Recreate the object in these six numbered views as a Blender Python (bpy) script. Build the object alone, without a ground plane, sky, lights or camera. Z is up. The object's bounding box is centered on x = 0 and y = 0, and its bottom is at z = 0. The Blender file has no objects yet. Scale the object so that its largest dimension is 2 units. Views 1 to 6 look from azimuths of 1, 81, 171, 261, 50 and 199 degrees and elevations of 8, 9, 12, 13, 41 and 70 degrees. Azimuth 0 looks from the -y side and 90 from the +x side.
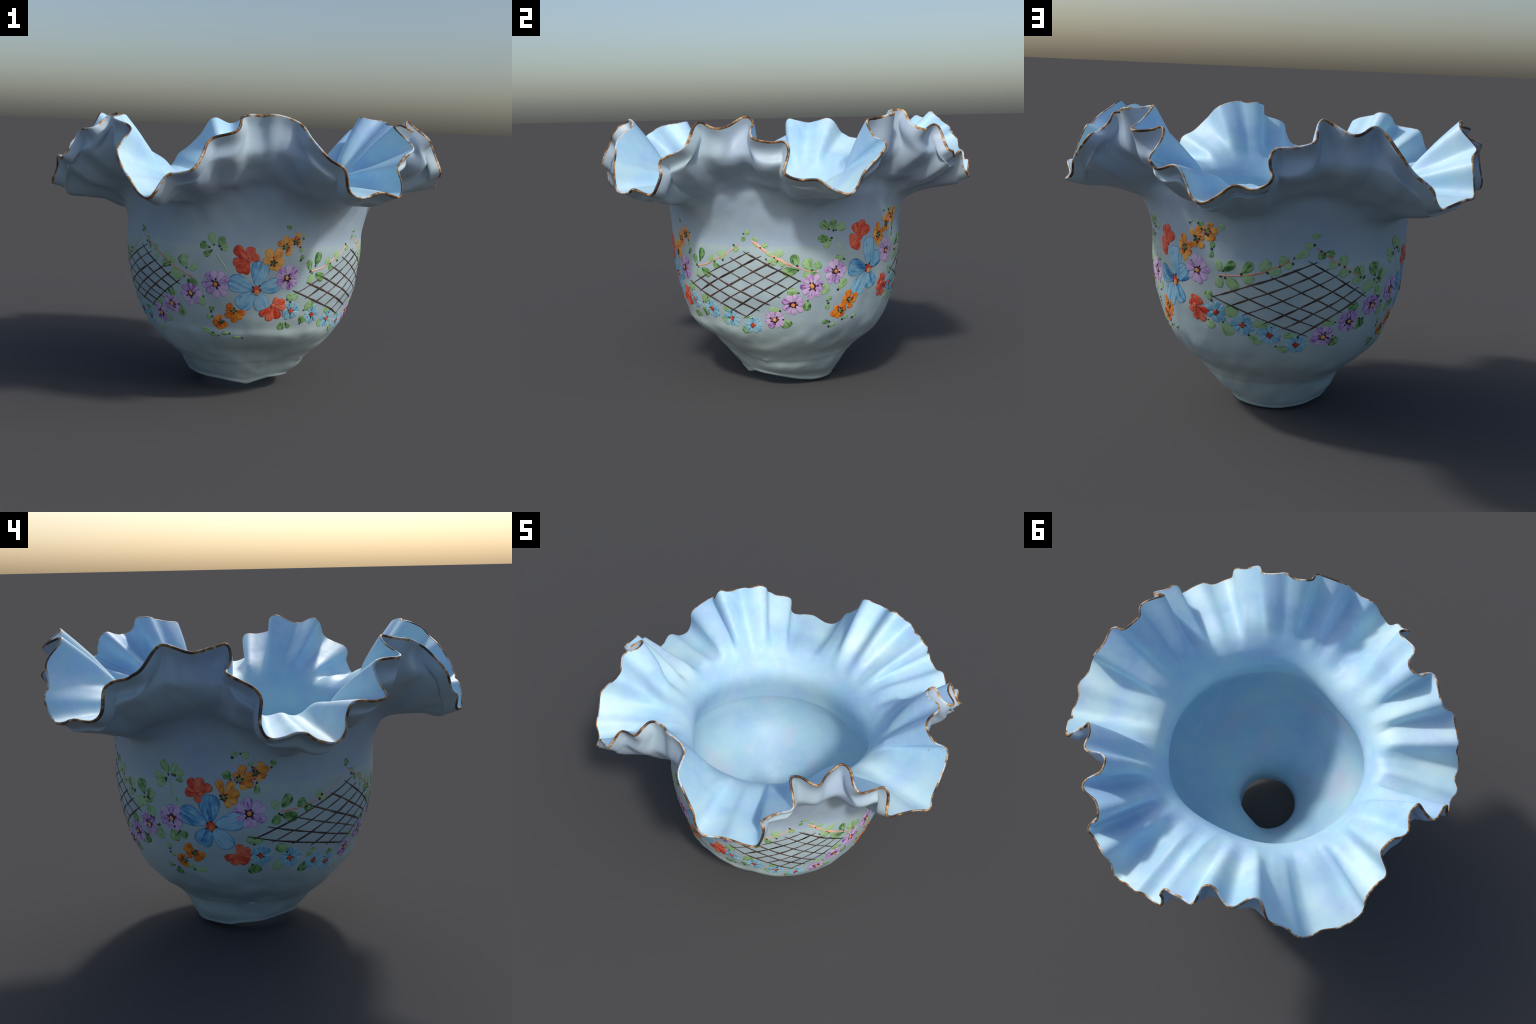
"""A crimped, hand painted milk-glass vase: round bowl, open foot, wide ruffled
and pleated rim with a mottled gilded edge, enamel flowers and lattice panels."""
import bpy, math, random
import numpy as np
from mathutils import Matrix, Vector

rng = np.random.default_rng(11)
random.seed(11)

# ---------------------------------------------------------------- profiles
# azimuth 0 looks to -y (front), 90 to +x (right).  Four meridians of the bowl.
HEIGHTS = np.array([0, .03, .06, .09, .12, .16, .2, .24, .28, .32, .36, .4, .45, .5, .55, .6, .65, .7, .75, .8, .85])
FRONT = np.array([.175, .200, .231, .261, .296, .340, .381, .417, .449, .481, .508, .519, .538, .553, .566, .575, .583, .587, .590, .592, .592])
RIGHT = np.array([.18, .208, .243, .290, .322, .354, .389, .429, .465, .496, .521, .540, .556, .571, .585, .592, .598, .604, .607, .609, .611])
REAR = np.array([.24, .272, .293, .310, .328, .356, .392, .433, .475, .509, .538, .559, .577, .589, .601, .611, .617, .620, .623, .624, .624])
LEFT = np.array([.22, .245, .272, .298, .316, .343, .380, .423, .460, .490, .516, .537, .557, .575, .589, .599, .606, .611, .615, .617, .618])
NECK = 0.80          # height where the bowl turns into the ruffle
COLLAR = 0.175       # height of the moulded line above the foot

# gilded rim, one list per scallop: (azimuth, radius, height) of each crimp
SCALLOPS = [
    # front scallop and the dip after it
    [(-29.4, 0.976, 1.111), (-26.8, 0.968, 1.051), (-23.0, 0.987, 1.040), (-18.5, 0.973, 1.142), (-15.3, 0.958, 1.152),
     (-12.2, 0.965, 1.168), (-10.3, 0.945, 1.222), (-8.9, 0.903, 1.293), (-1.7, 0.879, 1.334), (-0.9, 0.853, 1.367),
     (-0.8, 0.803, 1.393), (2.5, 0.782, 1.403), (5.9, 0.783, 1.399), (8.4, 0.802, 1.406), (13.0, 0.797, 1.397),
     (17.3, 0.816, 1.371), (19.0, 0.900, 1.306), (23.3, 0.941, 1.228), (26.5, 0.973, 1.190), (27.8, 0.980, 1.099),
     (30.0, 0.988, 1.074)],
    # front right scallop and the dip after it
    [(34.0, 0.975, 1.074), (37.2, 0.992, 1.094), (44.7, 0.991, 1.073), (46.0, 0.980, 1.116), (46.3, 0.960, 1.164), (45.5, 0.954, 1.194), (46.5, 0.962, 1.226), (50.1, 0.945, 1.252),
     (54.0, 0.947, 1.283), (53.4, 0.844, 1.377), (56.0, 0.851, 1.389), (60.0, 0.884, 1.365), (62.0, 0.883, 1.359),
     (64.2, 0.842, 1.368), (68.8, 0.819, 1.406), (70.6, 0.821, 1.407), (72.2, 0.845, 1.383), (71.9, 0.903, 1.343), (72.9, 0.929, 1.316),
     (78.1, 0.920, 1.297), (81.4, 0.927, 1.300),
     (82.4, 0.944, 1.262), (81.4, 0.970, 1.205), (80.8, 0.982, 1.174), (82.4, 0.985, 1.152), (85.0, 0.979, 1.138),
     (89.3, 0.999, 1.138)],
    # right rear scallop and the dip after it
    [(92.9, 0.984, 1.097), (97.2, 1.006, 1.071), (99.8, 0.981, 1.102), (101.8, 0.979, 1.163), (109.5, 0.949, 1.270), (109.5, 0.927, 1.294), (108.5, 0.890, 1.302),
     (108.3, 0.840, 1.348), (108.1, 0.825, 1.381), (112.2, 0.812, 1.389), (117.3, 0.838, 1.405), (119.5, 0.824, 1.411),
     (120.6, 0.777, 1.413), (123.5, 0.749, 1.422), (127.9, 0.782, 1.423), (126.8, 0.829, 1.366), (126.8, 0.871, 1.344),
     (127.8, 0.893, 1.334), (129.5, 0.894, 1.332), (134.2, 0.862, 1.341), (137.5, 0.867, 1.356), (139.2, 0.882, 1.344),
     (139.4, 0.897, 1.312), (137.7, 0.945, 1.232), (138.8, 0.958, 1.231), (140.4, 0.952, 1.201), (146.5, 0.958, 1.222),
     (149.6, 0.960, 1.139)],
    # rear scallop and the dip after it
    [(150.7, 0.977, 1.113), (153.2, 0.983, 1.089), (156.4, 0.970, 1.116), (160.7, 0.976, 1.168), (161.9, 0.961, 1.163),
     (164.5, 0.962, 1.153), (168.4, 0.967, 1.180), (169.2, 0.966, 1.205), (168.7, 0.937, 1.222), (168.2, 0.934, 1.262), (169.2, 0.903, 1.302),
     (171.5, 0.910, 1.309), (174.1, 0.908, 1.312), (178.6, 0.923, 1.336), (180.0, 0.851, 1.395), (181.4, 0.838, 1.418),
     (183.4, 0.834, 1.405), (187.9, 0.892, 1.365), (189.8, 0.904, 1.365), (195.8, 0.854, 1.395), (197.6, 0.860, 1.383),
     (199.9, 0.943, 1.296), (203.9, 0.957, 1.220), (207.3, 1.004, 1.162), (208.2, 1.002, 1.131), (209.3, 0.999, 1.103)],
    # left rear scallop and the dip after it
    [(211.3, 0.997, 1.077), (214.0, 0.986, 1.081), (219.3, 1.005, 1.107), (225.4, 0.994, 1.108), (227.1, 0.979, 1.137),
     (227.5, 0.961, 1.234), (229.6, 0.944, 1.259), (233.1, 0.932, 1.271), (234.7, 0.938, 1.286), (236.1, 0.928, 1.298),
     (237.9, 0.843, 1.378), (239.8, 0.839, 1.392), (243.3, 0.840, 1.379), (246.1, 0.866, 1.371), (248.4, 0.870, 1.364),
     (253.2, 0.827, 1.380), (257.0, 0.836, 1.393), (257.9, 0.849, 1.353), (257.5, 0.881, 1.313), (257.1, 0.933, 1.297),
     (263.8, 0.952, 1.235), (264.8, 0.964, 1.202), (264.4, 0.974, 1.147), (264.4, 0.986, 1.104), (265.9, 0.986, 1.062)],
    # front left scallop and the dip after it
    [(270.0, 0.978, 1.064), (271.9, 0.995, 1.080), (273.9, 0.994, 1.077), (276.7, 0.980, 1.045), (281.1, 0.995, 1.033),
     (283.3, 0.987, 1.074), (283.9, 0.970, 1.117), (285.4, 0.970, 1.172), (292.4, 0.963, 1.168), (295.2, 0.963, 1.179),
     (295.0, 0.914, 1.235), (295.3, 0.885, 1.300), (305.1, 0.888, 1.314), (306.1, 0.866, 1.322), (304.7, 0.812, 1.359),
     (305.6, 0.780, 1.385), (308.1, 0.767, 1.389), (310.9, 0.782, 1.378), (314.3, 0.842, 1.366), (321.5, 0.839, 1.339),
     (323.9, 0.858, 1.318), (324.4, 0.946, 1.226), (328.2, 0.959, 1.137)],
]
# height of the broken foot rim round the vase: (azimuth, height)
FOOT_RIM = [(-42, .060), (-20, .056), (0, .042), (10, .033), (22, .046), (38, .066), (65, .062), (82, .045),
            (100, .024), (118, .012), (150, .004), (175, .0), (200, .012), (225, .022), (240, .026), (250, .040), (268, .048), (290, .060)]


def smooth_table(x, y):
    """monotone-ish cubic (Catmull-Rom) interpolation of a table"""
    m = np.gradient(y, x)

    def f(q):
        q = np.clip(q, x[0], x[-1])
        i = np.clip(np.searchsorted(x, q) - 1, 0, len(x) - 2)
        h = x[i + 1] - x[i]
        t = (q - x[i]) / h
        return ((2 * t**3 - 3 * t**2 + 1) * y[i] + (t**3 - 2 * t**2 + t) * h * m[i]
                + (-2 * t**3 + 3 * t**2) * y[i + 1] + (t**3 - t**2) * h * m[i + 1])
    return f


MERIDIANS = [smooth_table(HEIGHTS, p) for p in (FRONT, RIGHT, REAR, LEFT)]
# dents and ripples of the hand-blown wall: many slow waves crossing in space
DENTS = []
for _ in range(46):
    k = rng.normal(size=3)
    DENTS.append((k / np.linalg.norm(k) * rng.uniform(13, 58), rng.uniform(0, 6.28)))
for _ in range(12):
    k = rng.normal(size=3)
    DENTS.append((k / np.linalg.norm(k) * rng.uniform(60, 125), rng.uniform(0, 6.28)))


def dents(p):
    return sum(np.sin(p @ k + ph) * .021 / np.linalg.norm(k) for k, ph in DENTS)


def smoothstep(a, b, x):
    t = np.clip((x - a) / (b - a), 0, 1)
    return t * t * (3 - 2 * t)


def bowl_radius(az, z):
    a = np.radians(az)
    f, r, b, l = [p(z) for p in MERIDIANS]
    m = (f + r + b + l) / 4
    rad = m + (f - b) / 2 * np.cos(a) + (r - l) / 2 * np.sin(a) + (f + b - r - l) / 4 * np.cos(2 * a)
    rad = rad + dents(at(az, rad, z)) * (.42 + .75 * smoothstep(.44, .30, z)) * smoothstep(.88, .72, z)
    rad = rad - .007 * smoothstep(.74, .92, z)
    # the wall is pushed in low on the front right
    d = (az - 16 + 180) % 360 - 180
    rad = rad - .055 * np.exp(-(d / 27) ** 2 - ((z - .245) / .062) ** 2)
    d = (az - 32 + 180) % 360 - 180
    rad = rad - .036 * np.exp(-(d / 30) ** 2 - ((z - .150) / .062) ** 2)
    rad = rad - .009 * np.exp(-((z - .19) / .05) ** 2)
    # moulded line above the foot: a small step in, wandering a little in height
    line = COLLAR + .008 * np.sin(a + 2.6) + .004 * np.sin(3 * a)
    rad = rad - .004 * smoothstep(line + .010, line - .012, z) * smoothstep(line - .15, line - .03, z)
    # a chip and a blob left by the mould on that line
    for ca, depth, wa in ((262, -.012, 2.6), (64, .007, 3.0)):
        d = (az - ca + 180) % 360 - 180
        rad = rad + depth * np.exp(-(d / wa) ** 2 - ((z - line + .002) / .009) ** 2)
    return rad


def at(az, r, z):
    a = np.radians(az)
    return np.stack([r * np.sin(a), -r * np.cos(a), z + 0 * r], -1)


# ---------------------------------------------------------------- the shell
COLS = 1080


def closed_spline(P, n):
    """centripetal Catmull-Rom through closed control points, even in arc length"""
    out, m = [], len(P)
    for i in range(m):
        p0, p1, p2, p3 = P[i - 1], P[i], P[(i + 1) % m], P[(i + 2) % m]
        t0 = 0.0
        t1 = t0 + max(1e-4, np.linalg.norm(p1 - p0)) ** .5
        t2 = t1 + max(1e-4, np.linalg.norm(p2 - p1)) ** .5
        t3 = t2 + max(1e-4, np.linalg.norm(p3 - p2)) ** .5
        for t in np.linspace(t1, t2, 16, endpoint=False):
            a1 = (t1 - t) / (t1 - t0) * p0 + (t - t0) / (t1 - t0) * p1
            a2 = (t2 - t) / (t2 - t1) * p1 + (t - t1) / (t2 - t1) * p2
            a3 = (t3 - t) / (t3 - t2) * p2 + (t - t2) / (t3 - t2) * p3
            b1 = (t2 - t) / (t2 - t0) * a1 + (t - t0) / (t2 - t0) * a2
            b2 = (t3 - t) / (t3 - t1) * a2 + (t - t1) / (t3 - t1) * a3
            out.append((t2 - t) / (t2 - t1) * b1 + (t - t1) / (t2 - t1) * b2)
    out = np.array(out)
    seg = np.linalg.norm(np.roll(out, -1, 0) - out, axis=1)
    s = np.concatenate([[0], np.cumsum(seg)])
    closed = np.vstack([out, out[:1]])
    q = np.linspace(0, s[-1], n, endpoint=False)
    return np.stack([np.interp(q, s, closed[:, k]) for k in range(3)], 1)


def ring_blur(x, sigma):
    """gaussian blur along axis 0, which closes on itself"""
    k = np.fft.fftfreq(len(x))
    g = np.exp(-2 * (np.pi * k * sigma) ** 2)
    return np.real(np.fft.ifft(np.fft.fft(x, axis=0) * g.reshape((-1,) + (1,) * (x.ndim - 1)), axis=0))


def grid_normals(G):
    """normals of a (columns, rows, 3) sheet closed in the first direction"""
    du = np.roll(G, -1, 0) - np.roll(G, 1, 0)
    dt = np.gradient(G, axis=1)
    n = np.cross(du, dt)
    return n / np.maximum(1e-9, np.linalg.norm(n, axis=-1, keepdims=True))


crimps = np.array([p for s in SCALLOPS for p in s])
rim = closed_spline(at(crimps[:, 0], crimps[:, 1], crimps[:, 2]), COLS)
rim = ring_blur(rim, 1.2)
# start the columns at the front
rim_az = np.degrees(np.unwrap(np.arctan2(rim[:, 0], -rim[:, 1])))
ramp = np.arange(COLS) * 360 / COLS
off = rim_az - ramp
SM = 14
az_neck = ramp + ring_blur(off, 46)
az_rim = ramp + ring_blur(off, SM)
r_rim = ring_blur(np.hypot(rim[:, 0], rim[:, 1]), SM)
z_rim = ring_blur(rim[:, 2], SM)
pleat = rim - at(az_rim, r_rim, z_rim)            # what the crimping tool added

ROWS = 64
t = np.concatenate([np.linspace(0, .993, ROWS - 1), [1.0]])[None, :]


def hermite(us, vals, start=None):
    """smooth curve through per-column values: us (k,), vals list of (columns,) arrays -> (columns, rows)"""
    P = np.stack([v_ + np.zeros(COLS) for v_ in vals], 1)
    m = np.gradient(P, us, axis=1)
    if start is not None:
        m[:, 0] = start
    u = t[0]
    i = np.clip(np.searchsorted(us, u, side="right") - 1, 0, len(us) - 2)
    h = (us[i + 1] - us[i])
    x = (u - us[i]) / h
    return ((2 * x**3 - 3 * x**2 + 1) * P[:, i] + (x**3 - 2 * x**2 + x) * h * m[:, i]
            + (-2 * x**3 + 3 * x**2) * P[:, i + 1] + (x**3 - x**2) * h * m[:, i + 1])


r0 = bowl_radius(az_neck, np.full(COLS, NECK))
lobe = np.clip((z_rim - 1.06) / .32, 0, 1)         # 0 in the dips, 1 on top of a scallop
dr, dz = r_rim - r0, z_rim - NECK
lerp = lambda a, b: a + (b - a) * lobe
slope = (bowl_radius(az_neck, np.full(COLS, NECK)) - bowl_radius(az_neck, np.full(COLS, NECK - .03))) / .03
# outside: a slightly pinched neck, then the ruffle turns out sharply; the scallops are cupped
OUT_U = np.array([0, .16, .28, .41, .58, .78, 1])
away = lambda a0, wd: np.exp(-(((az_neck - a0 + 180) % 360 - 180) / wd) ** 2)
full = away(55, 36)                                 # one side where the neck flows out without a pinch
sunk = away(118, 10) + .6 * away(180, 12)              # scallops whose middle is pressed in
sr = hermite(OUT_U, [r0, lerp(r0 + .010, r0 + .008) + .026 * full, lerp(r0 + .044, r0 + .022) + .046 * full, lerp(r0 + .122, r0 + .048) + .036 * full - .030 * sunk,
                     lerp(r0 + .21, r0 + .53 * dr) - .045 * sunk, lerp(r0 + .285, r0 + .94 * dr) - .015 * sunk, r_rim], .80 * slope)
sag = ring_blur(np.minimum(z_rim, 1.10), 6) + .020 * away(335, 18) + .014 * (away(95, 14) + away(160, 20) + away(190, 14)) - .010 * (away(275, 18) + away(212, 14))
sz = hermite(OUT_U, [NECK, lerp(.905, .945), lerp(sag - .137, 1.030), lerp(sag - .109, 1.082), lerp(sag - .091, 1.135), lerp(sag * .6 + z_rim * .4 - .077, 1.225), z_rim], .80)
saz = az_neck[:, None] + (az_rim - az_neck)[:, None] * smoothstep(0, 1, t)
smooth_out = at(saz, sr, sz)
# inside: throat, a soft shoulder, then the pleated wall rising from a row of beads
na = np.radians(az_neck)
lean = -.009 + .022 * away(256, 42) - .034 * away(163, 34) - .030 * away(325, 26) + .006 * np.sin(3 * na + .6) + .005 * np.sin(5 * na + 2)
tall = .5 + .5 * np.tanh(2.2 * np.cos(na - math.radians(105)))   # side on which the pleated wall stands steeper
bead_z = 1.088 + .062 * lobe + .007 * tall - .012 * away(90, 25) - .012 * away(340, 25)
bead_r = .626 + .008 * np.cos(na) - .018 * tall
IN_U = np.array([0, .15, .31, .45, .72, 1])
ir = hermite(IN_U, [.552 + lean, .512 + lean, .553 + lean, bead_r, bead_r * .49 + r_rim * .51 - .006, r_rim])
izz = hermite(IN_U, [NECK, .955, 1.048 + .012 * lobe + .005 * tall, bead_z, bead_z * .5 + z_rim * .5 + .004, z_rim])
smooth_in = at(saz, ir, izz)
grow_out = (np.interp(t, [0, .26, .4, .6, .8, 1], [0, .04, .16, .45, .75, 1]) * (1 - lobe[:, None])
            + np.interp(t, [0, .45, .6, .8, 1], [0, 0, .08, .36, 1]) * lobe[:, None])[..., None]
grow_in = np.interp(t, [0, .33, .42, .50, .72, 1], [0, 0, .16, .41, .74, 1])[..., None]
EDGE = .0105                                        # thickness of the glass at the rim
outer = smooth_out + grow_out * pleat[:, None]
inner = smooth_in + grow_in * pleat[:, None]
outward = np.stack([np.sin(np.radians(saz)), -np.cos(np.radians(saz)), -.6 + 0 * saz], -1)
n_out, n_in = [ring_blur(grid_normals(g), 3.0) for g in (outer, inner)]
n_out, n_in = [n / np.linalg.norm(n, axis=-1, keepdims=True) for n in (n_out, n_in)]
n_out *= np.sign(np.sum(n_out * outward, -1).mean())
n_in *= -np.sign(np.sum(n_in * outward, -1).mean())
# towards the rim the outside follows the crimps of the inside at a thinning distance
follow = smoothstep(.80, .97, t)[..., None]
outer = outer * (1 - follow) + (inner - n_in * ((1 - t) * .26)[..., None]) * follow
edge_n = n_in[:, -1] - n_out[:, -1]
edge_n /= np.linalg.norm(edge_n, axis=1, keepdims=True)
ease = smoothstep(.55, 1, t)[..., None] * EDGE / 2
outer = outer - edge_n[:, None] * ease
inner = inner + edge_n[:, None] * ease
outer = outer - n_in * (dents(outer)[..., None] * 1.1 * smoothstep(.0, .3, t)[..., None] * smoothstep(1, .8, t)[..., None])
# keep the two sheets apart where a crimp is tight
facing = ring_blur(n_out, 4.0)
facing /= np.linalg.norm(facing, axis=-1, keepdims=True)
gap = np.sum((outer - inner) * facing, -1)
push = ring_blur(np.maximum(0, np.maximum(EDGE, .02 * (1 - t)) * 1.05 - gap), 1.5) * (t < .995)
outer = outer + facing * push[..., None]
# rounded lip between the two sheets
lip_dir = (outer[:, -1] - outer[:, -4]) + (inner[:, -1] - inner[:, -4])
lip_dir /= np.linalg.norm(lip_dir, axis=1, keepdims=True)
mid, half = (outer[:, -1] + inner[:, -1]) / 2, (inner[:, -1] - outer[:, -1]) / 2
lip = np.stack([mid - half * math.cos(a) + lip_dir * .006 * math.sin(a) for a in np.linspace(0, math.pi, 9)[1:-1]], 1)

# bowl, outside: from the foot rim up to the neck
foot = np.array(FOOT_RIM + [(FOOT_RIM[0][0] + 360, FOOT_RIM[0][1])])
base = ring_blur(np.interp((az_neck - foot[0, 0]) % 360 + foot[0, 0], foot[:, 0], foot[:, 1]), 6)
base = base - base.min()
LIP = .022                                          # roundness of the foot rim
BROWS = 120
v = np.linspace(0, 1, BROWS)[None, :]
bz = (base[:, None] + LIP) + (NECK - base[:, None] - LIP) * v
bowl_out = at(az_neck[:, None] + 0 * v, bowl_radius(az_neck[:, None] + 0 * v, bz), bz)
bowl_out[:, -1] = outer[:, 0]
# inside of the bowl
IROWS = 70
w = np.linspace(0, 1, IROWS)[None, :]
iz = NECK + (base[:, None] + .03 - NECK) * w
CAVITY_Z = np.array([0, .05, .12, .20, .28, .35, .42, .48, .54, .60, .66, .72, .76, .80])
CAVITY_R = np.array([.168, .164, .168, .190, .236, .300, .374, .446, .508, .548, .566, .570, .564, .552])
hole = .166 + .004 * np.sin(np.radians(2 * az_neck[:, None]) + 1)
high = .012 * away(250, 42) - .010 * away(95, 42) - .060 * away(328, 28) - .046 * away(164, 28) - .008
low = .030 * away(300, 42) - .030 * away(66, 45) - .052 * away(143, 38) + .028 * away(214, 34)
lean_in = lean[:, None] * smoothstep(.70, .80, iz) + high[:, None] * smoothstep(.80, .70, iz) * smoothstep(.40, .58, iz) + low[:, None] * smoothstep(.50, .36, iz) * smoothstep(.12, .24, iz)
inner_r = np.maximum(smooth_table(CAVITY_Z, CAVITY_R)(iz) + lean_in, hole)
bowl_in = at(az_neck[:, None] + 0 * w, inner_r, iz)
fade = smoothstep(.25, 0, w)[..., None]
bowl_in += fade * (inner[:, 0] - bowl_in[:, 0])[:, None]
# rounded foot rim
a_, b_ = bowl_out[:, 0], bowl_in[:, -1]
fm, fh = (a_ + b_) / 2, (a_ - b_) / 2
down = np.array([0, 0, -1.])
lipz = (fm[:, 2] - base)[:, None]
foot_lip = np.stack([fm + fh * math.cos(q) + down * lipz * math.sin(q) ** .8 for q in np.linspace(0, math.pi, 14)[1:-1]], 1)[:, ::-1]

shell = np.concatenate([foot_lip, bowl_out[:, :-1], outer, lip, inner[:, ::-1], bowl_in[:, 1:]], 1)
NR = shell.shape[1]
i_bowl = 12
i_ruf = i_bowl + BROWS - 1
i_lip = i_ruf + ROWS
i_in = i_lip + 7
i_bin = i_in + ROWS
# move the box centre to the origin
lo, hi = shell.reshape(-1, 3).min(0), shell.reshape(-1, 3).max(0)
SHIFT = np.array([-(lo[0] + hi[0]) / 2, -(lo[1] + hi[1]) / 2, -lo[2]])
SCALE = 2.0 / max(hi - lo)
shell = (shell + SHIFT) * SCALE
print("shell", lo, hi, SHIFT, SCALE)

# vertex normals of the whole body (rows close on themselves too)
du = np.roll(shell, -1, 0) - np.roll(shell, 1, 0)
dv = np.roll(shell, -1, 1) - np.roll(shell, 1, 1)
normals = np.cross(du, dv)
normals /= np.maximum(1e-12, np.linalg.norm(normals, axis=-1, keepdims=True))

# ---------------------------------------------------------------- materials


def srgb(r, g, b):
    c = lambda x: (x / 255 / 12.92) if x <= 10 else ((x / 255 + .055) / 1.055) ** 2.4
    return (c(r), c(g), c(b), 1)


class Nodes:
    def __init__(self, name):
        self.mat = bpy.data.materials.new(name)
        self.mat.use_nodes = True
        self.t = self.mat.node_tree
        self.bsdf = self.t.nodes["Principled BSDF"]

    def new(self, kind, **kw):
        n = self.t.nodes.new(kind)
        for k, val in kw.items():
            setattr(n, k, val)
        return n

    def link(self, a, b):
        self.t.links.new(a, b)

    def coords(self, which="Object", scale=(1, 1, 1)):
        c, m = self.new("ShaderNodeTexCoord"), self.new("ShaderNodeMapping")
        m.inputs["Scale"].default_value = scale
        self.link(c.outputs[which], m.inputs["Vector"])
        return m.outputs[0]

    def noise(self, vec, scale, detail=4, rough=.5, w=None):
        n = self.new("ShaderNodeTexNoise", noise_dimensions="4D" if w is not None else "3D")
        self.link(vec, n.inputs["Vector"])
        n.inputs["Scale"].default_value, n.inputs["Detail"].default_value, n.inputs["Roughness"].default_value = scale, detail, rough
        if w is not None:
            self.link(w, n.inputs["W"])
        return n.outputs["Fac"]

    def ramp(self, fac, stops):
        r = self.new("ShaderNodeValToRGB")
        e = r.color_ramp.elements
        while len(e) < len(stops):
            e.new(.5)
        for el, (p, c) in zip(e, stops):
            el.position, el.color = p, c
        self.link(fac, r.inputs[0])
        return r.outputs[0]

    def mix(self, fac, a, b, mode="MIX"):
        m = self.new("ShaderNodeMix", data_type="RGBA", blend_type=mode)
        for s, val in ((m.inputs[0], fac), (m.inputs[6], a), (m.inputs[7], b)):
            if hasattr(val, "is_linked"):
                self.link(val, s)
            else:
                s.default_value = val
        return m.outputs[2]

    def math(self, op, a, b=0.0, c=0.0, clamp=False):
        m = self.new("ShaderNodeMath", operation=op, use_clamp=clamp)
        for s, val in zip(m.inputs, (a, b, c)):
            if hasattr(val, "is_linked"):
                self.link(val, s)
            else:
                s.default_value = val
        return m.outputs[0]

    def bump(self, height, strength, distance):
        b = self.new("ShaderNodeBump")
        b.inputs["Strength"].default_value, b.inputs["Distance"].default_value = strength, distance
        self.link(height, b.inputs["Height"])
        self.link(b.outputs[0], self.bsdf.inputs["Normal"])

    def done(self, colour, rough=.4, coat=0.0, spec=.5):
        s = self.bsdf.inputs["Base Color"]
        if hasattr(colour, "is_linked"):
            self.link(colour, s)
        else:
            s.default_value = colour
        self.bsdf.inputs["Roughness"].default_value = rough
        self.bsdf.inputs["Specular IOR Level"].default_value = spec
        self.bsdf.inputs["Coat Weight"].default_value = coat
        return self.mat


def glass(name, tones, rough, tint=None):
    m = Nodes(name)
    v_ = m.coords()
    big, mid, small = m.noise(v_, 2.4, 3), m.noise(v_, 5.5, 4, .6), m.noise(v_, 14, 5, .65)
    col = m.ramp(big, [(.34, tones[2]), (.5, tones[0]), (.66, tones[1])])
    col = m.mix(m.math("MULTIPLY", m.math("SUBTRACT", mid, .46, clamp=True), 3.2, clamp=True), col, tones[3])
    col = m.mix(m.math("MULTIPLY", m.math("SUBTRACT", small, .47, clamp=True), 1.6, clamp=True), col, tones[1])
    if tint:
        far = m.new("ShaderNodeMapping")
        far.inputs["Location"].default_value = (3.1, 1.7, 5.2)
        m.link(v_, far.inputs["Vector"])
        blush = m.noise(far.outputs[0], 4.2, 2, .4)
        col = m.mix(m.math("MULTIPLY", m.math("SUBTRACT", blush, .57, clamp=True), 2, clamp=True), col, tint)
    m.bump(m.noise(v_, 26, 3), .10, .01)
    return m.done(col, rough)


outer_glass = glass("white_milk_glass", (srgb(170, 190, 194), srgb(181, 197, 196), srgb(161, 182, 192), srgb(168, 188, 194)), .46)
frill_glass = glass("frosted_frill_glass", (srgb(164, 185, 200), srgb(174, 193, 201), srgb(157, 177, 201), srgb(166, 184, 203)), .46)
inner_glass = glass("blue_cased_glass", (srgb(170, 211, 230), srgb(196, 226, 232), srgb(154, 196, 228), srgb(172, 198, 236)), .50)
cavity_glass = glass("pale_blue_cavity_glass", (srgb(160, 200, 217), srgb(178, 209, 217), srgb(148, 188, 216), srgb(166, 196, 222)), .5, srgb(200, 184, 206))  # last colour: pink blotches painted for flower colour reflected and showing through inside


def gilding():
    m = Nodes("mottled_gilding")
    v_ = m.coords()
    n1, n2 = m.noise(v_, 9, 5, .65), m.noise(v_, 34, 4, .6)
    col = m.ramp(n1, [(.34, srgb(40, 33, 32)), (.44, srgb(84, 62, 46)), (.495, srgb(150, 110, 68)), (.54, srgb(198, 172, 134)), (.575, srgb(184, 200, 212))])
    col = m.mix(m.math("MULTIPLY", m.math("SUBTRACT", n2, .55, clamp=True), 5, clamp=True), col, srgb(70, 50, 38))
    m.bump(n2, .35, .006)
    return m.done(col, .42)


gold = gilding()


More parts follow.
